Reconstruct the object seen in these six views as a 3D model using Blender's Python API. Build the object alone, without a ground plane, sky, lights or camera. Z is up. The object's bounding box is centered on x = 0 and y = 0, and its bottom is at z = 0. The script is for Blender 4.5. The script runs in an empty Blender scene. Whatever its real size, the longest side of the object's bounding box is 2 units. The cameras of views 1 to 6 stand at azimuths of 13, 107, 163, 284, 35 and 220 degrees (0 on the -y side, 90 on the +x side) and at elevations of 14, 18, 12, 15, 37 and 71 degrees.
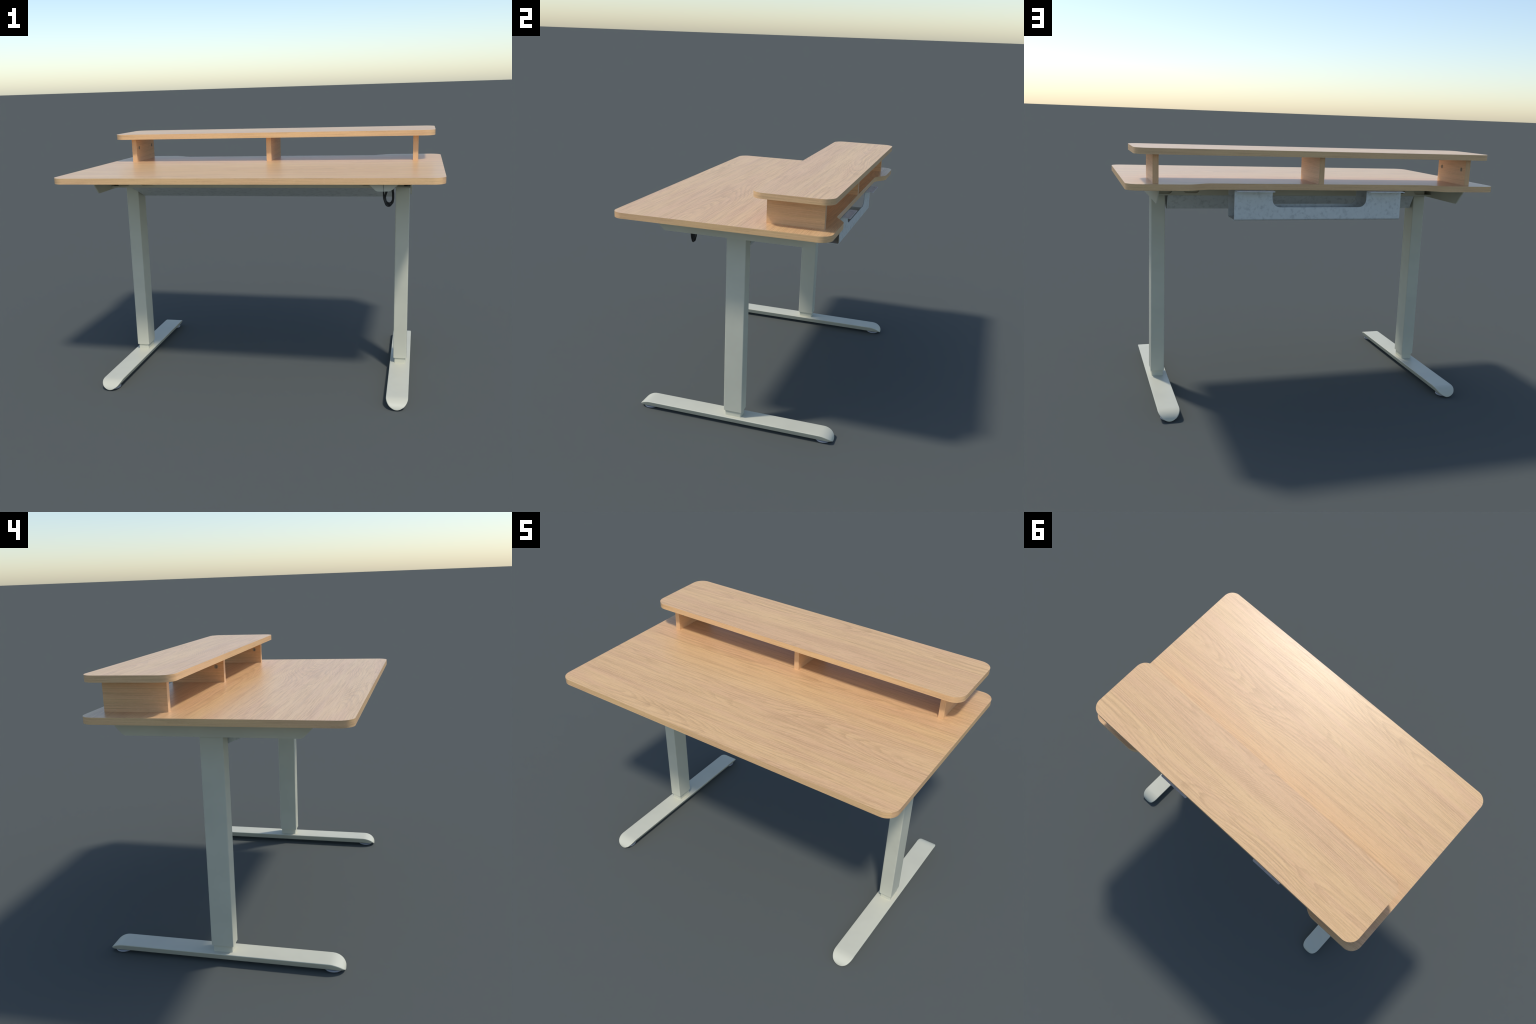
# Height-adjustable office desk with a monitor shelf, built part by part.
import bpy, bmesh, math
from mathutils import Vector, Matrix

D = bpy.data
COL = bpy.context.scene.collection

# ------------------------------------------------------------------ sizes
DESK_X, DESK_FRONT, DESK_BACK, DESK_RECESS = 1.0, -0.6035, 0.5605, 0.5000
DESK_Z0, DESK_Z1, CORNER_R = 1.172, 1.2028, 0.064
SHELF_X, SHELF_Y0, SHELF_Y1 = 0.9598, 0.141, 0.558
SHELF_Z0, SHELF_Z1 = 1.344, 1.3742
LEG_CX, LEG_CY = 0.7905, 0.029            # column axis
RAIL_Z0 = 1.099                            # underside of the cross beam


# ------------------------------------------------------------------ helpers
def link(ob, parent=None):
    COL.objects.link(ob)
    if parent is not None:
        ob.parent = parent
    return ob


def crisp(ob, angle=35):
    """Smooth shading that keeps big faces flat: sharp edges by angle, then face-weighted normals."""
    for p in ob.data.polygons:
        p.use_smooth = True
    ob.data.set_sharp_from_angle(angle=math.radians(angle))
    m = ob.modifiers.new('weighted', 'WEIGHTED_NORMAL')
    m.keep_sharp, m.weight, m.mode = True, 100, 'FACE_AREA'
    bpy.context.view_layer.update()
    apply_mods(ob)


def make(name, bm, mats, parent=None, loc=(0, 0, 0), smooth=35, weighted=True):
    me = D.meshes.new(name)
    bmesh.ops.recalc_face_normals(bm, faces=bm.faces)
    bm.to_mesh(me)
    bm.free()
    for m in mats if isinstance(mats, (list, tuple)) else [mats]:
        me.materials.append(m)
    ob = D.objects.new(name, me)
    ob.location = loc
    link(ob, parent)
    if weighted:
        crisp(ob, smooth)
    else:
        for p in me.polygons:
            p.use_smooth = True
        me.set_sharp_from_angle(angle=math.radians(smooth))
    return ob


def twin(ob, parent, loc, rot_z=0.0):
    c = ob.copy()
    c.location = loc
    c.rotation_euler[2] = rot_z
    return link(c, parent)


def apply_mods(ob):
    dg = bpy.context.evaluated_depsgraph_get()
    me = D.meshes.new_from_object(ob.evaluated_get(dg))
    old = ob.data
    ob.modifiers.clear()
    ob.data = me
    me.name = old.name
    D.meshes.remove(old)


def prism(bm, pts, thick, to3d):
    """Extrude a closed 2D outline by `thick`; to3d maps (a, b, h) to xyz."""
    lo = [bm.verts.new(to3d(a, b, 0.0)) for a, b in pts]
    hi = [bm.verts.new(to3d(a, b, thick)) for a, b in pts]
    n = len(pts)
    caps = [bm.faces.new(lo[::-1]), bm.faces.new(hi)]
    sides = [bm.faces.new((lo[i], lo[(i + 1) % n], hi[(i + 1) % n], hi[i])) for i in range(n)]
    return caps, sides


def fillet(pts, radii, steps=8):
    """Round the corners of a closed polygon, each with its own radius."""
    out, n = [], len(pts)
    for i in range(n):
        p = Vector(pts[i]); r = radii[i] if isinstance(radii, (list, tuple)) else radii
        a = (Vector(pts[i - 1]) - p).normalized(); b = (Vector(pts[(i + 1) % n]) - p).normalized()
        ang = a.angle(b)
        if r <= 0 or abs(ang - math.pi) < 1e-3:
            out.append(tuple(p)); continue
        t = r / math.tan(ang / 2)
        c = p + (a + b).normalized() * (r / math.sin(ang / 2))
        s, e = p + a * t - c, p + b * t - c
        sweep = s.angle_signed(e)              # clockwise positive in 2D mathutils
        for k in range(steps + 1):
            th = -sweep * k / steps
            out.append((c.x + s.x * math.cos(th) - s.y * math.sin(th),
                        c.y + s.x * math.sin(th) + s.y * math.cos(th)))
    return out


def bevel_edges(bm, edges, off, seg=3):
    bmesh.ops.bevel(bm, geom=list(edges), offset=off, segments=seg, profile=0.5,
                    affect='EDGES', clamp_overlap=True)


def box(bm, x0, x1, y0, y1, z0, z1):
    r = bmesh.ops.create_cube(bm, size=1.0)
    for v in r['verts']:
        v.co = Vector(((x0 + x1) / 2 + v.co.x * (x1 - x0), (y0 + y1) / 2 + v.co.y * (y1 - y0),
                       (z0 + z1) / 2 + v.co.z * (z1 - z0)))
    return r['verts']


def tube_of(bm, profile, axis_center, segs=32):
    """Lathe (r, z) profile round a vertical axis."""
    rings = []
    for r, z in profile:
        if r < 1e-6:
            rings.append([bm.verts.new((axis_center[0], axis_center[1], z))])
        else:
            rings.append([bm.verts.new((axis_center[0] + r * math.cos(2 * math.pi * k / segs),
                                        axis_center[1] + r * math.sin(2 * math.pi * k / segs), z))
                          for k in range(segs)])
    for A, B in zip(rings, rings[1:]):
        for k in range(segs):
            k2 = (k + 1) % segs
            q = [A[k % len(A)], A[k2 % len(A)], B[k2 % len(B)], B[k % len(B)]]
            q = [v for i, v in enumerate(q) if v not in q[:i]]
            bm.faces.new(q)


def cut(ob, cutters):
    for c in cutters:
        m = ob.modifiers.new('cut', 'BOOLEAN')
        m.operation, m.solver, m.object = 'DIFFERENCE', 'EXACT', c
    bpy.context.view_layer.update()
    apply_mods(ob)
    for c in cutters:
        me = c.data
        D.objects.remove(c)
        D.meshes.remove(me)


# ------------------------------------------------------------------ materials
class Net:
    def __init__(self, name):
        self.mat = D.materials.new(name)
        self.mat.use_nodes = True
        self.t = self.mat.node_tree
        self.bsdf = self.t.nodes['Principled BSDF']

    def n(self, kind, **kw):
        nd = self.t.nodes.new(kind)
        for k, v in kw.items():
            setattr(nd, k, v)
        return nd

    def put(self, sock, v):
        if isinstance(v, bpy.types.NodeSocket):
            self.t.links.new(v, sock)
        else:
            sock.default_value = v

    def math(self, op, a, b=0.0, clamp=False):
        nd = self.n('ShaderNodeMath', operation=op, use_clamp=clamp)
        self.put(nd.inputs[0], a); self.put(nd.inputs[1], b)
        return nd.outputs[0]

    def vec(self, x, y, z):
        nd = self.n('ShaderNodeCombineXYZ')
        for i, v in enumerate((x, y, z)):
            self.put(nd.inputs[i], v)
        return nd.outputs[0]

    def noise(self, vec, scale=1.0, detail=2.0, rough=0.5, dist=0.0):
        nd = self.n('ShaderNodeTexNoise')
        self.put(nd.inputs['Vector'], vec)
        nd.inputs['Scale'].default_value = scale
        nd.inputs['Detail'].default_value = detail
        nd.inputs['Roughness'].default_value = rough
        nd.inputs['Distortion'].default_value = dist
        return nd.outputs['Fac']

    def remap(self, v, a, b, c, d, smooth=True):
        nd = self.n('ShaderNodeMapRange', interpolation_type='SMOOTHSTEP' if smooth else 'LINEAR')
        self.put(nd.inputs[0], v)
        for i, k in enumerate((a, b, c, d)):
            nd.inputs[i + 1].default_value = k
        return nd.outputs[0]

    def mix(self, f, a, b, kind='MIX'):
        nd = self.n('ShaderNodeMix', data_type='RGBA', blend_type=kind)
        self.put(nd.inputs[0], f)
        for s, v in ((nd.inputs[6], a), (nd.inputs[7], b)):
            self.put(s, v if isinstance(v, bpy.types.NodeSocket) else (*v, 1.0))
        return nd.outputs[2]

    def mixf(self, f, a, b):
        nd = self.n('ShaderNodeMix', data_type='FLOAT')
        self.put(nd.inputs[0], f); self.put(nd.inputs[2], a); self.put(nd.inputs[3], b)
        return nd.outputs[0]

    def bump(self, h, strength, dist):
        nd = self.n('ShaderNodeBump')
        self.put(nd.inputs['Height'], h)
        nd.inputs['Strength'].default_value = strength
        nd.inputs['Distance'].default_value = dist
        self.put(self.bsdf.inputs['Normal'], nd.outputs[0])


OAK_LIGHT = (0.812, 0.512, 0.240)
OAK_ROSE = (0.780, 0.470, 0.238)
OAK_DARK = (0.450, 0.246, 0.108)


def oak(name, run, seed, line_gain=1.0, warm=1.0):
    """Oak veneer.  `run` picks the grain direction:
    'x'     board face, grain along x
    'edge'  edge band: grain follows the edge round the board
    'post'  shelf support: along y on the faces, upright on the narrow ends"""
    N = Net(name)
    tc = N.n('ShaderNodeTexCoord')
    p = N.n('ShaderNodeSeparateXYZ'); N.put(p.inputs[0], tc.outputs['Object'])
    q = N.n('ShaderNodeSeparateXYZ'); N.put(q.inputs[0], tc.outputs['Normal'])
    X, Y, Z = p.outputs
    if run == 'x':
        u, v, w = X, Y, Z
    elif run == 'edge':
        f = N.math('GREATER_THAN', N.math('ABSOLUTE', q.outputs[0]), 0.72)
        u, v, w = N.mixf(f, X, Y), Z, N.math('MULTIPLY', f, 3.7)
    else:
        f = N.math('GREATER_THAN', N.math('ABSOLUTE', q.outputs[1]), 0.72)
        u, v, w = N.mixf(f, Y, Z), N.mixf(f, Z, X), N.math('MULTIPLY', X, 2.0)
    u = N.math('ADD', u, seed * 1.37)
    v = N.math('ADD', v, seed * 0.71)

    def P(su, sv, sw=1.0):
        return N.vec(N.math('MULTIPLY', u, su), N.math('MULTIPLY', v, sv), N.math('MULTIPLY', w, sw))

    # growth rings: contour lines of a wavy slope give straight grain and cathedrals
    face = run == 'x'
    hill = N.noise(P(0.62, 1.9), 1.0, 1.0, 0.4)
    fold = N.noise(P(1.5, 7.0), 1.0, 2.0, 0.5)
    shiver = N.noise(P(5.0, 75.0), 1.0, 2.0, 0.6)
    if face:
        # rolling slope across the veneer leaves: long arches on the crests and troughs, straight grain between
        wander = N.math('MULTIPLY', N.noise(P(0.8, 0.8, 0.0), 1.0, 1.0), 0.30)
        d = N.math('COSINE', N.math('MULTIPLY', N.math('ADD', N.math('ADD', v, wander), 0.05), math.pi / 0.33))
        h = N.math('ADD', N.math('MULTIPLY', d, 13.5), N.math('MULTIPLY', u, 3.0))
        h = N.math('ADD', h, N.math('MULTIPLY', N.noise(P(0.35, 1.9), 1.0, 1.0, 0.4), 24.0))
    else:
        h = N.math('ADD', N.math('MULTIPLY', v, 110.0), N.math('MULTIPLY', hill, 6.0))
    h = N.math('ADD', h, N.math('MULTIPLY', fold, 4.2 if face else 2.0))
    h = N.math('ADD', h, N.math('MULTIPLY', shiver, 0.6))
    ring = N.math('FRACT', h)
    line = N.math('MULTIPLY', N.remap(ring, 0.35, 0.92, 0, 1), N.remap(ring, 0.93, 1.0, 1, 0))
    gate = N.remap(N.noise(P(1.1, 13.0), 1.0, 3.0, 0.6), 0.36, 0.64, 0.10, 1.0)
    line = N.math('MULTIPLY', line, gate)
    strand = N.noise(P(1.6, 46.0, 30.0), 1.0, 3.0, 0.6)        # long soft streaks
    fibre = N.noise(P(4.0, 150.0, 60.0), 1.0, 3.0, 0.7)        # fine dark threads
    pore = N.remap(N.noise(P(26.0, 300.0, 90.0), 1.0, 2.0, 0.65), 0.56, 0.74, 0, 1)
    band = N.noise(P(0.8, 10.0), 1.0, 3.0, 0.6)
    speck = N.noise(P(70.0, 260.0, 90.0), 1.0, 2.0, 0.7)

    c = N.mix(N.remap(band, 0.38, 0.66, 0.0, 1.0), OAK_LIGHT, OAK_ROSE)
    c = N.mix(N.math('MULTIPLY', line, 0.38 * line_gain), c, OAK_DARK)
    c = N.mix(N.remap(strand, 0.46, 0.72, 0.0, 0.27 if face else 0.20), c, OAK_DARK)
    c = N.mix(N.remap(fibre, 0.46, 0.70, 0.0, 0.46 if face else 0.36), c, OAK_DARK)
    c = N.mix(N.math('MULTIPLY', pore, 0.26), c, OAK_DARK)
    c = N.mix(N.remap(speck, 0.5, 0.75, 0.0, 0.30), c, (0.90, 0.63, 0.36))
    N.put(N.bsdf.inputs['Base Color'], c)
    rough = N.remap(fibre, 0.3, 0.7, 0.30, 0.37, False)
    N.put(N.bsdf.inputs['Roughness'], rough)
    N.bsdf.inputs['Specular IOR Level'].default_value = 0.62
    hgt = N.math('SUBTRACT', N.math('MULTIPLY', fibre, 0.5), N.math('MULTIPLY', pore, 0.5))
    N.bump(hgt, 0.12, 0.0006)
    return N.mat


def paint(name, col, rough=0.45, bump=0.05):
    N = Net(name)
    tc = N.n('ShaderNodeTexCoord').outputs['Object']
    g = N.noise(tc, 900.0, 2.0, 0.6)
    m = N.noise(tc, 6.0, 3.0, 0.5)
    N.put(N.bsdf.inputs['Base Color'],
          N.mix(N.remap(m, 0.3, 0.7, 0, 1), tuple(k * 0.97 for k in col), tuple(min(1, k * 1.03) for k in col)))
    N.bsdf.inputs['Roughness'].default_value = rough
    N.bump(g, bump, 0.0005)
    return N.mat


def galvanised(name, base, metallic=0.55):
    N = Net(name)
    tc = N.n('ShaderNodeTexCoord').outputs['Object']
    vo = N.n('ShaderNodeTexVoronoi'); N.put(vo.inputs['Vector'], tc)
    vo.inputs['Scale'].default_value = 55.0
    cell = N.n('ShaderNodeSeparateColor'); N.put(cell.inputs[0], vo.outputs['Color'])
    cloud = N.noise(tc, 44.0, 3.0, 0.6, 0.3)
    f = N.math('ADD', N.math('MULTIPLY', cell.outputs[0], 0.18), N.remap(cloud, 0.48, 0.72, 0, 0.80))
    lo, hi = tuple(k * 0.80 for k in base), tuple(min(1, k * 1.06) for k in base)
    N.put(N.bsdf.inputs['Base Color'], N.mix(f, hi, lo))
    N.bsdf.inputs['Metallic'].default_value = metallic
    N.put(N.bsdf.inputs['Roughness'], N.remap(cloud, 0.3, 0.7, 0.42, 0.56, False))
    return N.mat


OAK_DESK = oak('oak_desktop_face', 'x', 0.0)
OAK_SHELF = oak('oak_shelf_face', 'x', 2.3)
OAK_EDGE = oak('oak_edge_band', 'edge', 5.1, 0.35)
OAK_POST = oak('oak_support', 'post', 7.7, 0.8)
PAINT = paint('pale_grey_powder_coat', (0.605, 0.588, 0.462))
ZINC = galvanised('galvanised_sheet', (0.64, 0.66, 0.635), 0.22)
PAD = paint('grey_plastic_pad', (0.36, 0.37, 0.40), 0.5)
PLASTIC = paint('pale_grey_plastic', (0.57, 0.56, 0.45), 0.4)
DARK = paint('dark_slot', (0.03, 0.03, 0.028), 0.6)
CAM = paint('cam_cap_plastic', (0.40, 0.33, 0.24), 0.45)
RUBBER = paint('black_cable', (0.012, 0.012, 0.013), 0.4)

# ------------------------------------------------------------------ the desk
desk = link(D.objects.new('standing_desk', None))
desk.empty_display_size = 0.2
desk['label'] = 'height-adjustable oak-top desk with monitor shelf and pale grey T-legs'
desk['category'] = 'desk'


def board(name, outline, z0, z1, face_mat, soft=0.003):
    bm = bmesh.new()
    caps, sides = prism(bm, outline, z1 - z0, lambda a, b, h: (a, b, z0 + h))
    for f in sides:
        f.material_index = 1
    rim = {e for f in caps for e in f.edges}
    bevel_edges(bm, rim, soft, 3)
    for f in bm.faces:                      # face veneer only on the flat faces
        f.normal_update()
        f.material_index = 0 if abs(f.normal.z) > 0.9 else 1
    return make(name, bm, [face_mat, OAK_EDGE], desk)


# desktop: rectangle with rounded corners; rear edge steps in through two S-curves
def desktop_outline():
    cx, cy = DESK_X - CORNER_R, DESK_BACK - CORNER_R
    fy = DESK_FRONT + CORNER_R

    def arc(ox, oy, a0):
        return [(ox + CORNER_R * math.cos(math.radians(a0 + 7.5 * t)),
                 oy + CORNER_R * math.sin(math.radians(a0 + 7.5 * t))) for t in range(13)]
    out = arc(-cx, fy, 180) + arc(cx, fy, 270) + arc(cx, cy, 0)

    def sway(x0, x1, ya, yb, k=16):
        res = []
        for i in range(k + 1):
            t = i / k
            s = t * t * (3 - 2 * t) * 0.6 + 0.4 * t * t * t * (10 - 15 * t + 6 * t * t)
            res.append((x0 + (x1 - x0) * t, ya + (yb - ya) * s))
        return res
    out += sway(0.715, 0.575, DESK_BACK, DESK_RECESS)
    out += sway(-0.575, -0.715, DESK_RECESS, DESK_BACK)
    out += arc(-cx, cy, 90)
    return out


board('desktop', desktop_outline(), DESK_Z0, DESK_Z1, OAK_DESK)
board('monitor_shelf', fillet([(-SHELF_X, SHELF_Y0), (SHELF_X, SHELF_Y0), (SHELF_X, SHELF_Y1), (-SHELF_X, SHELF_Y1)],
                              CORNER_R, 12), SHELF_Z0, SHELF_Z1, OAK_SHELF)

# ------------------------------------------------------------------ shelf supports with cam-lock caps
SUP_T, SUP_Y0, SUP_Y1 = 0.0295, 0.2005, 0.499
bm = bmesh.new()
box(bm, -SUP_T / 2, SUP_T / 2, SUP_Y0, SUP_Y1, DESK_Z1 - 0.001, SHELF_Z0 + 0.001)
bevel_edges(bm, [e for e in bm.edges if abs(e.verts[0].co.z - e.verts[1].co.z) > 0.05], 0.0012, 2)
post = make('shelf_support', bm, OAK_POST, desk, (-0.853, 0, 0))
posts = [post, twin(post, desk, (0, 0, 0)), twin(post, desk, (0.8535, 0, 0))]


def cap_mesh():
    bm = bmesh.new()
    tube_of(bm, [(0.0, -0.004), (0.0112, -0.004), (0.0112, 0.0), (0.0105, 0.0012), (0.0095, 0.0010),
                 (0.0090, 0.0003), (0.0, 0.0003)], (0, 0), 28)
    for f in bm.faces:
        f.material_index = 0
    vs = box(bm, -0.0075, 0.0075, -0.0016, 0.0016, -0.002, 0.0008)
    for f in {f for v in vs for f in v.link_faces}:
        f.material_index = 1
    return bm


first = None
for sp, side in zip(posts, (1, -1, -1)):        # caps face the middle of the left bay, then the left
    for y in (0.243, 0.456):
        loc = (side * SUP_T / 2, y, 1.287)
        if first is None:
            first = make('cam_lock_cap', cap_mesh(), [CAM, DARK], sp, loc)
            cap = first
        else:
            cap = first.copy(); link(cap, sp); cap.location = loc
        cap.rotation_euler = (0, side * math.pi / 2, 0)

# ------------------------------------------------------------------ telescopic columns
def column(bm, hx, hy, z0, z1, r):
    ring = fillet([(-hx, -hy), (hx, -hy), (hx, hy), (-hx, hy)], r, 5)
    caps, sides = prism(bm, ring, z1 - z0, lambda a, b, h: (a, b, z0 + h))
    low = [e for e in caps[0].edges]
    bevel_edges(bm, low, 0.0012, 2)


bm = bmesh.new(); column(bm, 0.0374, 0.0534, 0.083, RAIL_Z0, 0.004)
leg = make('leg_column', bm, PAINT, desk, (-LEG_CX, LEG_CY, 0))
bm = bmesh.new(); column(bm, 0.0318, 0.0470, 0.044, 0.12, 0.006)
inner = make('inner_column', bm, PAINT, leg)
leg2 = twin(leg, desk, (LEG_CX, LEG_CY, 0))
twin(inner, leg2, (0, 0, 0))

# ------------------------------------------------------------------ feet
FOOT_W, FOOT_TOP, FOOT_LOW, FOOT_L = 0.0565, 0.0505, 0.0155, 0.5745


def foot_mesh():
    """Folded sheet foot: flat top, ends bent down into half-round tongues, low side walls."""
    a, b, n = 0.072, 0.044, 14                    # bend run, drop, samples
    prof = []                                     # (y, z, arc length)
    y0, s = FOOT_L - a, 0.0
    py, pz = y0, FOOT_TOP
    for i in range(n + 1):
        t = (i / n) * math.radians(84)
        y = y0 + a * math.sin(t) / math.sin(math.radians(84))
        z = FOOT_TOP - b * (1 - math.cos(t)) / (1 - math.cos(math.radians(84)))
        s += math.hypot(y - py, z - pz); py, pz = y, z
        prof.append((y, z, s))
    S = prof[-1][2]
    start = S * 0.12

    def half_w(s):
        k = max(0.0, (s - start) / (S - start))
        return FOOT_W * math.sqrt(max(0.0, 1 - k ** 2.15))
    # refine towards the tip so that the half-round is smooth
    fine = []
    for i in range(41):
        k = 1 - (1 - i / 40) ** 2
        target = S * k
        for (ya, za, sa), (yb, zb, sb) in zip(prof, prof[1:]):
            if sa <= target <= sb + 1e-9:
                f = (target - sa) / (sb - sa)
                fine.append((ya + (yb - ya) * f, za + (zb - za) * f, half_w(target)))
                break
    stations = [(-y, z, w) for y, z, w in reversed(fine)] + fine
    bm = bmesh.new()
    r = 0.003
    rows = []
    for y, z, w in stations:
        low = min(FOOT_LOW, z - 0.002)            # underside
        rr = min(r, max(w * 0.5, 1e-4), max((z - low) * 0.25, 1e-4))
        k = min(1.0, max(0.0, (z - low) / (FOOT_TOP - FOOT_LOW)))
        half = [(max(w - 0.017 * k, w * 0.3), low), (w, z - rr - 0.002 * k)]
        for j in range(5):
            t = j / 4 * math.pi / 2
            half.append((w - rr + rr * math.cos(t), z - rr + rr * math.sin(t)))
        row = half + [(-x, zz) for x, zz in reversed(half)]
        rows.append([bm.verts.new((x, y, zz)) for x, zz in row])
    for A, B in zip(rows, rows[1:]):
        m = len(A)
        for j in range(m - 1):
            bm.faces.new((A[j], A[j + 1], B[j + 1], B[j]))
        bm.faces.new((A[m - 1], A[0], B[0], B[m - 1]))
    bm.faces.new(rows[0]); bm.faces.new(rows[-1][::-1])
    bmesh.ops.remove_doubles(bm, verts=bm.verts, dist=1e-5)
    return bm


foot = make('foot', foot_mesh(), PAINT, desk, (-LEG_CX, LEG_CY, 0), smooth=30)
bm = bmesh.new()
tube_of(bm, [(0, 0.0), (0.036, 0.0), (0.0405, 0.002), (0.042, 0.006), (0.040, 0.0095), (0.034, 0.0115),
             (0.012, 0.013), (0.010, 0.024), (0, 0.024)], (0, 0), 40)
pad = make('levelling_pad', bm, PAD, foot, (0, -0.517, 0))
twin(pad, foot, (0, 0.517, 0))
foot2 = twin(foot, desk, (LEG_CX, LEG_CY, 0))
twin(pad, foot2, (0, -0.517, 0)); twin(pad, foot2, (0, 0.517, 0))

# ------------------------------------------------------------------ side brackets (folded plates under the top)
def bracket(sign):
    bm = bmesh.new()
    ring = fillet([(-0.450, DESK_Z0), (-0.374, 1.091), (0.430, 1.091), (0.503, DESK_Z0)], [0, 0.03, 0.03, 0], 6)
    prism(bm, ring, 0.006, lambda a, b, h: (sign * (0.836 + h), a, b))
    ob = make('support_bracket', bm, PAINT, desk)
    bm2 = bmesh.new(); bm2.from_mesh(ob.data)
    vs = box(bm2, *sorted((sign * 0.775, sign * 0.8362)), -0.44, 0.49, DESK_Z0 - 0.005, DESK_Z0 - 0.0005)
    bm2.to_mesh(ob.data); bm2.free()
    return ob


bracket(-1); bracket(1)

# ------------------------------------------------------------------ cross beam: inverted channel with slots
def crossbeam():
    x1, ya, yb, z0, z1, t = 0.8355, -0.211, 0.143, RAIL_Z0, DESK_Z0 - 0.001, 0.004
    bm = bmesh.new()
    ring = [(ya, z1), (ya, z0), (yb, z0), (yb, z1), (yb - t, z1), (yb - t, z0 + t), (ya + t, z0 + t), (ya + t, z1)]
    ring = fillet(ring, [0, 0.006, 0.006, 0, 0, 0.003, 0.003, 0], 4)
    prism(bm, ring, 2 * x1, lambda a, b, h: (h - x1, a, b))
    ob = make('crossbeam', bm, PAINT, desk)
    cutters = []

    def slot(xa, xb, za, zb, r):
        b2 = bmesh.new()
        prism(b2, fillet([(xa, za), (xb, za), (xb, zb), (xa, zb)], r, 6), 0.6, lambda a, b, h: (a, h - 0.35, b))
        c = make('cutter', b2, PAINT, weighted=False)
        cutters.append(c)
    for s in (-1, 1):
        lo, hi = sorted((s * 0.575, s * 0.663))
        slot(lo, hi, 1.1125, 1.158, 0.02)
        lo, hi = sorted((s * 0.722, s * 0.90))
        slot(lo, hi, 1.1085, 1.150, 0.02)
    cut(ob, cutters)
    bm = bmesh.new()                             # inner channel, seen through the slots
    bm.from_mesh(ob.data)
    box(bm, -0.80, 0.80, ya + 0.016, yb - 0.016, z0 + t, z1)
    bm.to_mesh(ob.data)
    bm.free()
    crisp(ob)
    return ob


beam = crossbeam()
bm = bmesh.new()
tube_of(bm, [(0, 0), (0.010, 0), (0.012, 0.003), (0.012, 0.009), (0, 0.009)], (0, 0), 6)
bolt = make('bolt', bm, ZINC, beam, (-0.80, 0.105, 1.112), smooth=20)
for p in ((0.80, 0.105, 1.112), (-0.80, -0.17, 1.112), (0.80, -0.17, 1.112)):
    twin(bolt, beam, p)

# ------------------------------------------------------------------ galvanised sheet parts
def folded_sheet(name, outline, folds, thick, origin, mat, seg=6):
    """Fold a flat outline (x, s) along lines of constant s.
    folds: list of (s, angle, radius); s runs along the sheet, the walk starts at `origin`=(y, z, heading)."""
    bm = bmesh.new()
    bm.faces.new([bm.verts.new((x, s, 0)) for x, s in outline])
    for s, ang, r in folds:
        half = abs(ang) * r / 2
        for k in range(seg + 1):
            sv = s - half + 2 * half * k / seg
            bmesh.ops.bisect_plane(bm, geom=bm.verts[:] + bm.edges[:] + bm.faces[:], dist=1e-6,
                                   plane_co=(0, sv, 0), plane_no=(0, 1, 0))
    bmesh.ops.triangulate(bm, faces=bm.faces, ngon_method='EAR_CLIP')

    def walk(s):
        y, z, th = origin
        at = 0.0
        for fs, ang, r in folds:
            half = abs(ang) * r / 2
            if s <= fs - half:
                break
            y += math.cos(th) * (fs - half - at); z += math.sin(th) * (fs - half - at)
            run = min(s, fs + half) - (fs - half)
            sg = 1 if ang > 0 else -1
            d = sg * run / r
            y += r * sg * (math.sin(th + d) - math.sin(th))
            z += -r * sg * (math.cos(th + d) - math.cos(th))
            th += d
            at = min(s, fs + half)
            if s <= fs + half:
                return y, z
        return y + math.cos(th) * (s - at), z + math.sin(th) * (s - at)
    for v in bm.verts:
        x, s = v.co.x, v.co.y
        y, z = walk(s)
        v.co = Vector((x, y, z))
    ob = make(name, bm, mat, desk, weighted=False)
    m = ob.modifiers.new('thick', 'SOLIDIFY'); m.thickness = thick; m.offset = 0.0
    bpy.context.view_layer.update()
    apply_mods(ob)
    crisp(ob, 30)
    return ob


# shallow gutter hung under the beam: long front slope, narrow floor, steep rear wall
def polyline_fold(pts, r):
    """Corner polyline in the y-z plane -> (length, folds, origin) for folded_sheet."""
    P = [Vector(p) for p in pts]
    L, folds = 0.0, []
    th0 = math.atan2((P[1] - P[0]).y, (P[1] - P[0]).x)
    th, corr = th0, 0.0
    for i in range(1, len(P)):
        d = P[i] - P[i - 1]
        L += d.length
        if i < len(P) - 1:
            nth = math.atan2((P[i + 1] - P[i]).y, (P[i + 1] - P[i]).x)
            a = (nth - th + math.pi) % (2 * math.pi) - math.pi
            # a bend is shorter than the sharp corner it replaces
            short = 2 * r * math.tan(abs(a) / 2) - abs(a) * r
            folds.append((L - corr - short / 2, a, r))
            corr += short
            th = nth
    return L - corr, folds, (P[0].x, P[0].y, th0)


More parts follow.
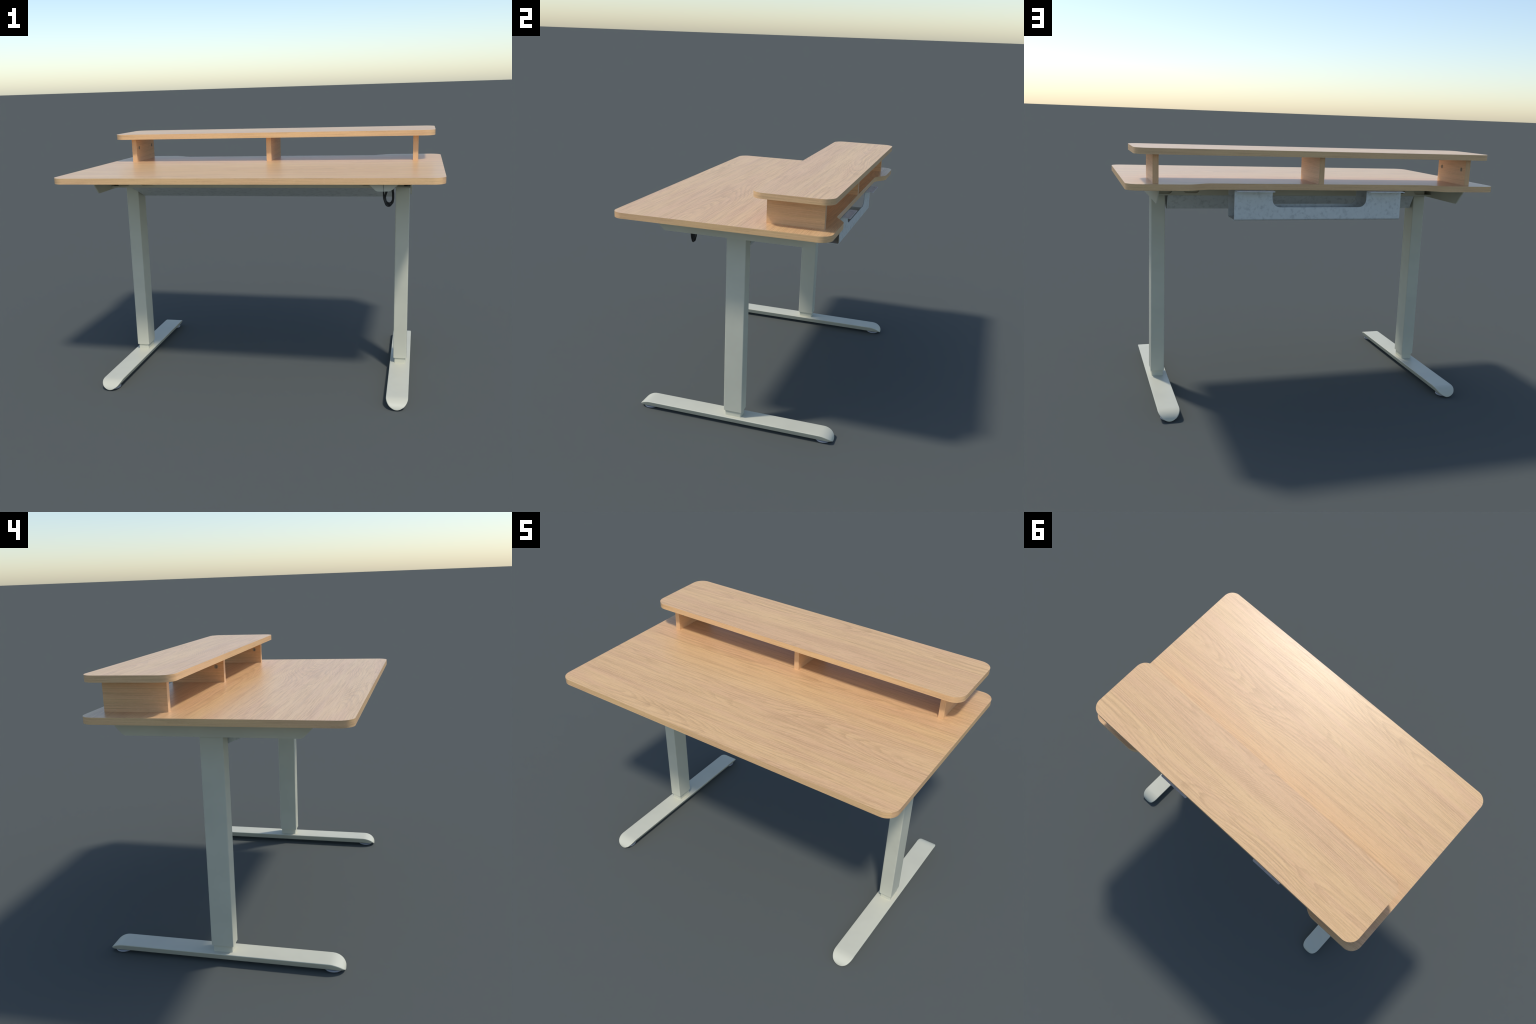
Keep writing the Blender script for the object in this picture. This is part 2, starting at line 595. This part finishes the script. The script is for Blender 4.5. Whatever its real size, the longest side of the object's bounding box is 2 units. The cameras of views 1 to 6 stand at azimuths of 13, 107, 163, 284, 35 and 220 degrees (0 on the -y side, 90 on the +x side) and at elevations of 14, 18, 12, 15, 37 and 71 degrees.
L, folds, org = polyline_fold([(-0.140, 1.0905), (0.042, 1.0170), (0.056, 1.0170), (0.104, 1.0955)], 0.008)
GX = 0.741
gutter = folded_sheet('cable_gutter', [(-GX, 0), (GX, 0), (GX, L), (-GX, L)], folds, 0.003, org, ZINC)
bm = bmesh.new()                                 # end plates
bm.from_mesh(gutter.data)
for x0 in (-GX, GX - 0.003):
    prism(bm, [(-0.133, 1.0895), (0.043, 1.0180), (0.055, 1.0180), (0.099, 1.0895)], 0.003,
          lambda a, b, h: (x0 + h, a, b))
bmesh.ops.recalc_face_normals(bm, faces=bm.faces)
bm.to_mesh(gutter.data)
bm.free()
crisp(gutter, 30)

# cable basket behind: U-shaped sheet, both walls notched, tabs folded outwards and screwed under the top
BX, NX, NR = 0.459, 0.260, 0.042
ZT = 1.1675
L, folds, org = polyline_fold([(0.547, ZT), (0.4935, ZT), (0.4935, 1.0162), (0.3540, 1.0162), (0.3540, ZT), (0.3005, ZT)], 0.008)
dn = 0.547 - 0.4935 + (ZT - 1.081) - 0.005     # notch depth along the sheet
half = fillet([(BX, 0), (BX, L), (NX, L), (NX, L - dn), (-NX, L - dn), (-NX, L), (-BX, L), (-BX, 0),
               (-NX, 0), (-NX, dn), (NX, dn), (NX, 0)],
              [0.008, 0.008, 0.006, NR, NR, 0.006, 0.008, 0.008, 0.006, NR, NR, 0.006], 8)
basket = folded_sheet('cable_basket', half, folds, 0.004, org, ZINC)
holes = []
for s in (-1, 1):
    for x in (0.288, 0.430):
        for y in (0.526, 0.321):
            b2 = bmesh.new()
            tube_of(b2, [(0, ZT - 0.02), (0.0062, ZT - 0.02), (0.0062, ZT + 0.02), (0, ZT + 0.02)], (s * x, y), 16)
            holes.append(make('cutter', b2, ZINC, weighted=False))
cut(basket, holes)
crisp(basket, 30)

# ------------------------------------------------------------------ control panel under the front edge
def control_panel():
    cx = 0.712
    parts = []
    y0, y1 = -0.553, -0.46
    zt, zb = DESK_Z0 - 0.0005, 1.1325
    shape = fillet([(cx - 0.0780, zt), (cx - 0.0325, zb), (cx + 0.0325, zb), (cx + 0.0780, zt)],
                   [0, 0.024, 0.040, 0], 8)
    bm = bmesh.new()
    caps, sides = prism(bm, shape, y1 - y0, lambda a, b, h: (a, y0 + h, b))
    # the housing thins out towards the back
    for v in bm.verts:
        if v.co.y > y1 - 1e-4:
            v.co.z = zt - (zt - v.co.z) * 0.75
            v.co.x = cx + (v.co.x - cx) * 0.94
    bevel_edges(bm, [e for e in caps[0].edges], 0.002, 3)
    ob = make('control_panel', bm, PLASTIC, desk)
    bm = bmesh.new()
    box(bm, cx - 0.0009, cx + 0.0009, y0 - 0.0006, y0 + 0.004, zb + 0.001, zt)
    make('button_gap', bm, DARK, ob)
    return ob


control_panel()

# ------------------------------------------------------------------ cable loops
def wire(pts, r=0.0040):
    cu = D.curves.new('wire', 'CURVE')
    cu.dimensions = '3D'
    cu.bevel_depth = r
    cu.bevel_resolution = 4
    cu.use_fill_caps = True
    cu.resolution_u = 10
    sp = cu.splines.new('BEZIER')
    sp.bezier_points.add(len(pts) - 1)
    for bp, co in zip(sp.bezier_points, pts):
        bp.co = co
        bp.handle_left_type = bp.handle_right_type = 'AUTO'
    ob = link(D.objects.new('wire', cu))
    dg = bpy.context.evaluated_depsgraph_get()
    me = D.meshes.new_from_object(ob.evaluated_get(dg))
    D.objects.remove(ob); D.curves.remove(cu)
    me.materials.clear(); me.materials.append(RUBBER)
    for p in me.polygons:
        p.use_smooth = True
    return link(D.objects.new('cable', me), desk)


wire([(0.712, -0.465, 1.155), (0.702, -0.41, 1.152), (0.699, -0.30, 1.125), (0.6985, -0.262, 1.085),
      (0.704, -0.258, 1.040), (0.724, -0.256, 1.012), (0.744, -0.256, 1.032), (0.7495, -0.258, 1.070),
      (0.744, -0.262, 1.098), (0.728, -0.25, 1.108)])
wire([(0.722, -0.240, 1.115), (0.716, -0.244, 1.090), (0.7085, -0.246, 1.048), (0.724, -0.248, 1.027),
      (0.739, -0.250, 1.033), (0.745, -0.252, 1.070), (0.741, -0.25, 1.098), (0.735, -0.235, 1.125),
      (0.735, -0.20, 1.135), (0.73, -0.12, 1.14)])
wire([(0.735, -0.245, 1.110), (0.7465, -0.246, 1.085), (0.7480, -0.246, 1.058), (0.740, -0.247, 1.022),
      (0.722, -0.248, 1.020), (0.706, -0.249, 1.050), (0.713, -0.246, 1.095), (0.72, -0.225, 1.13)])
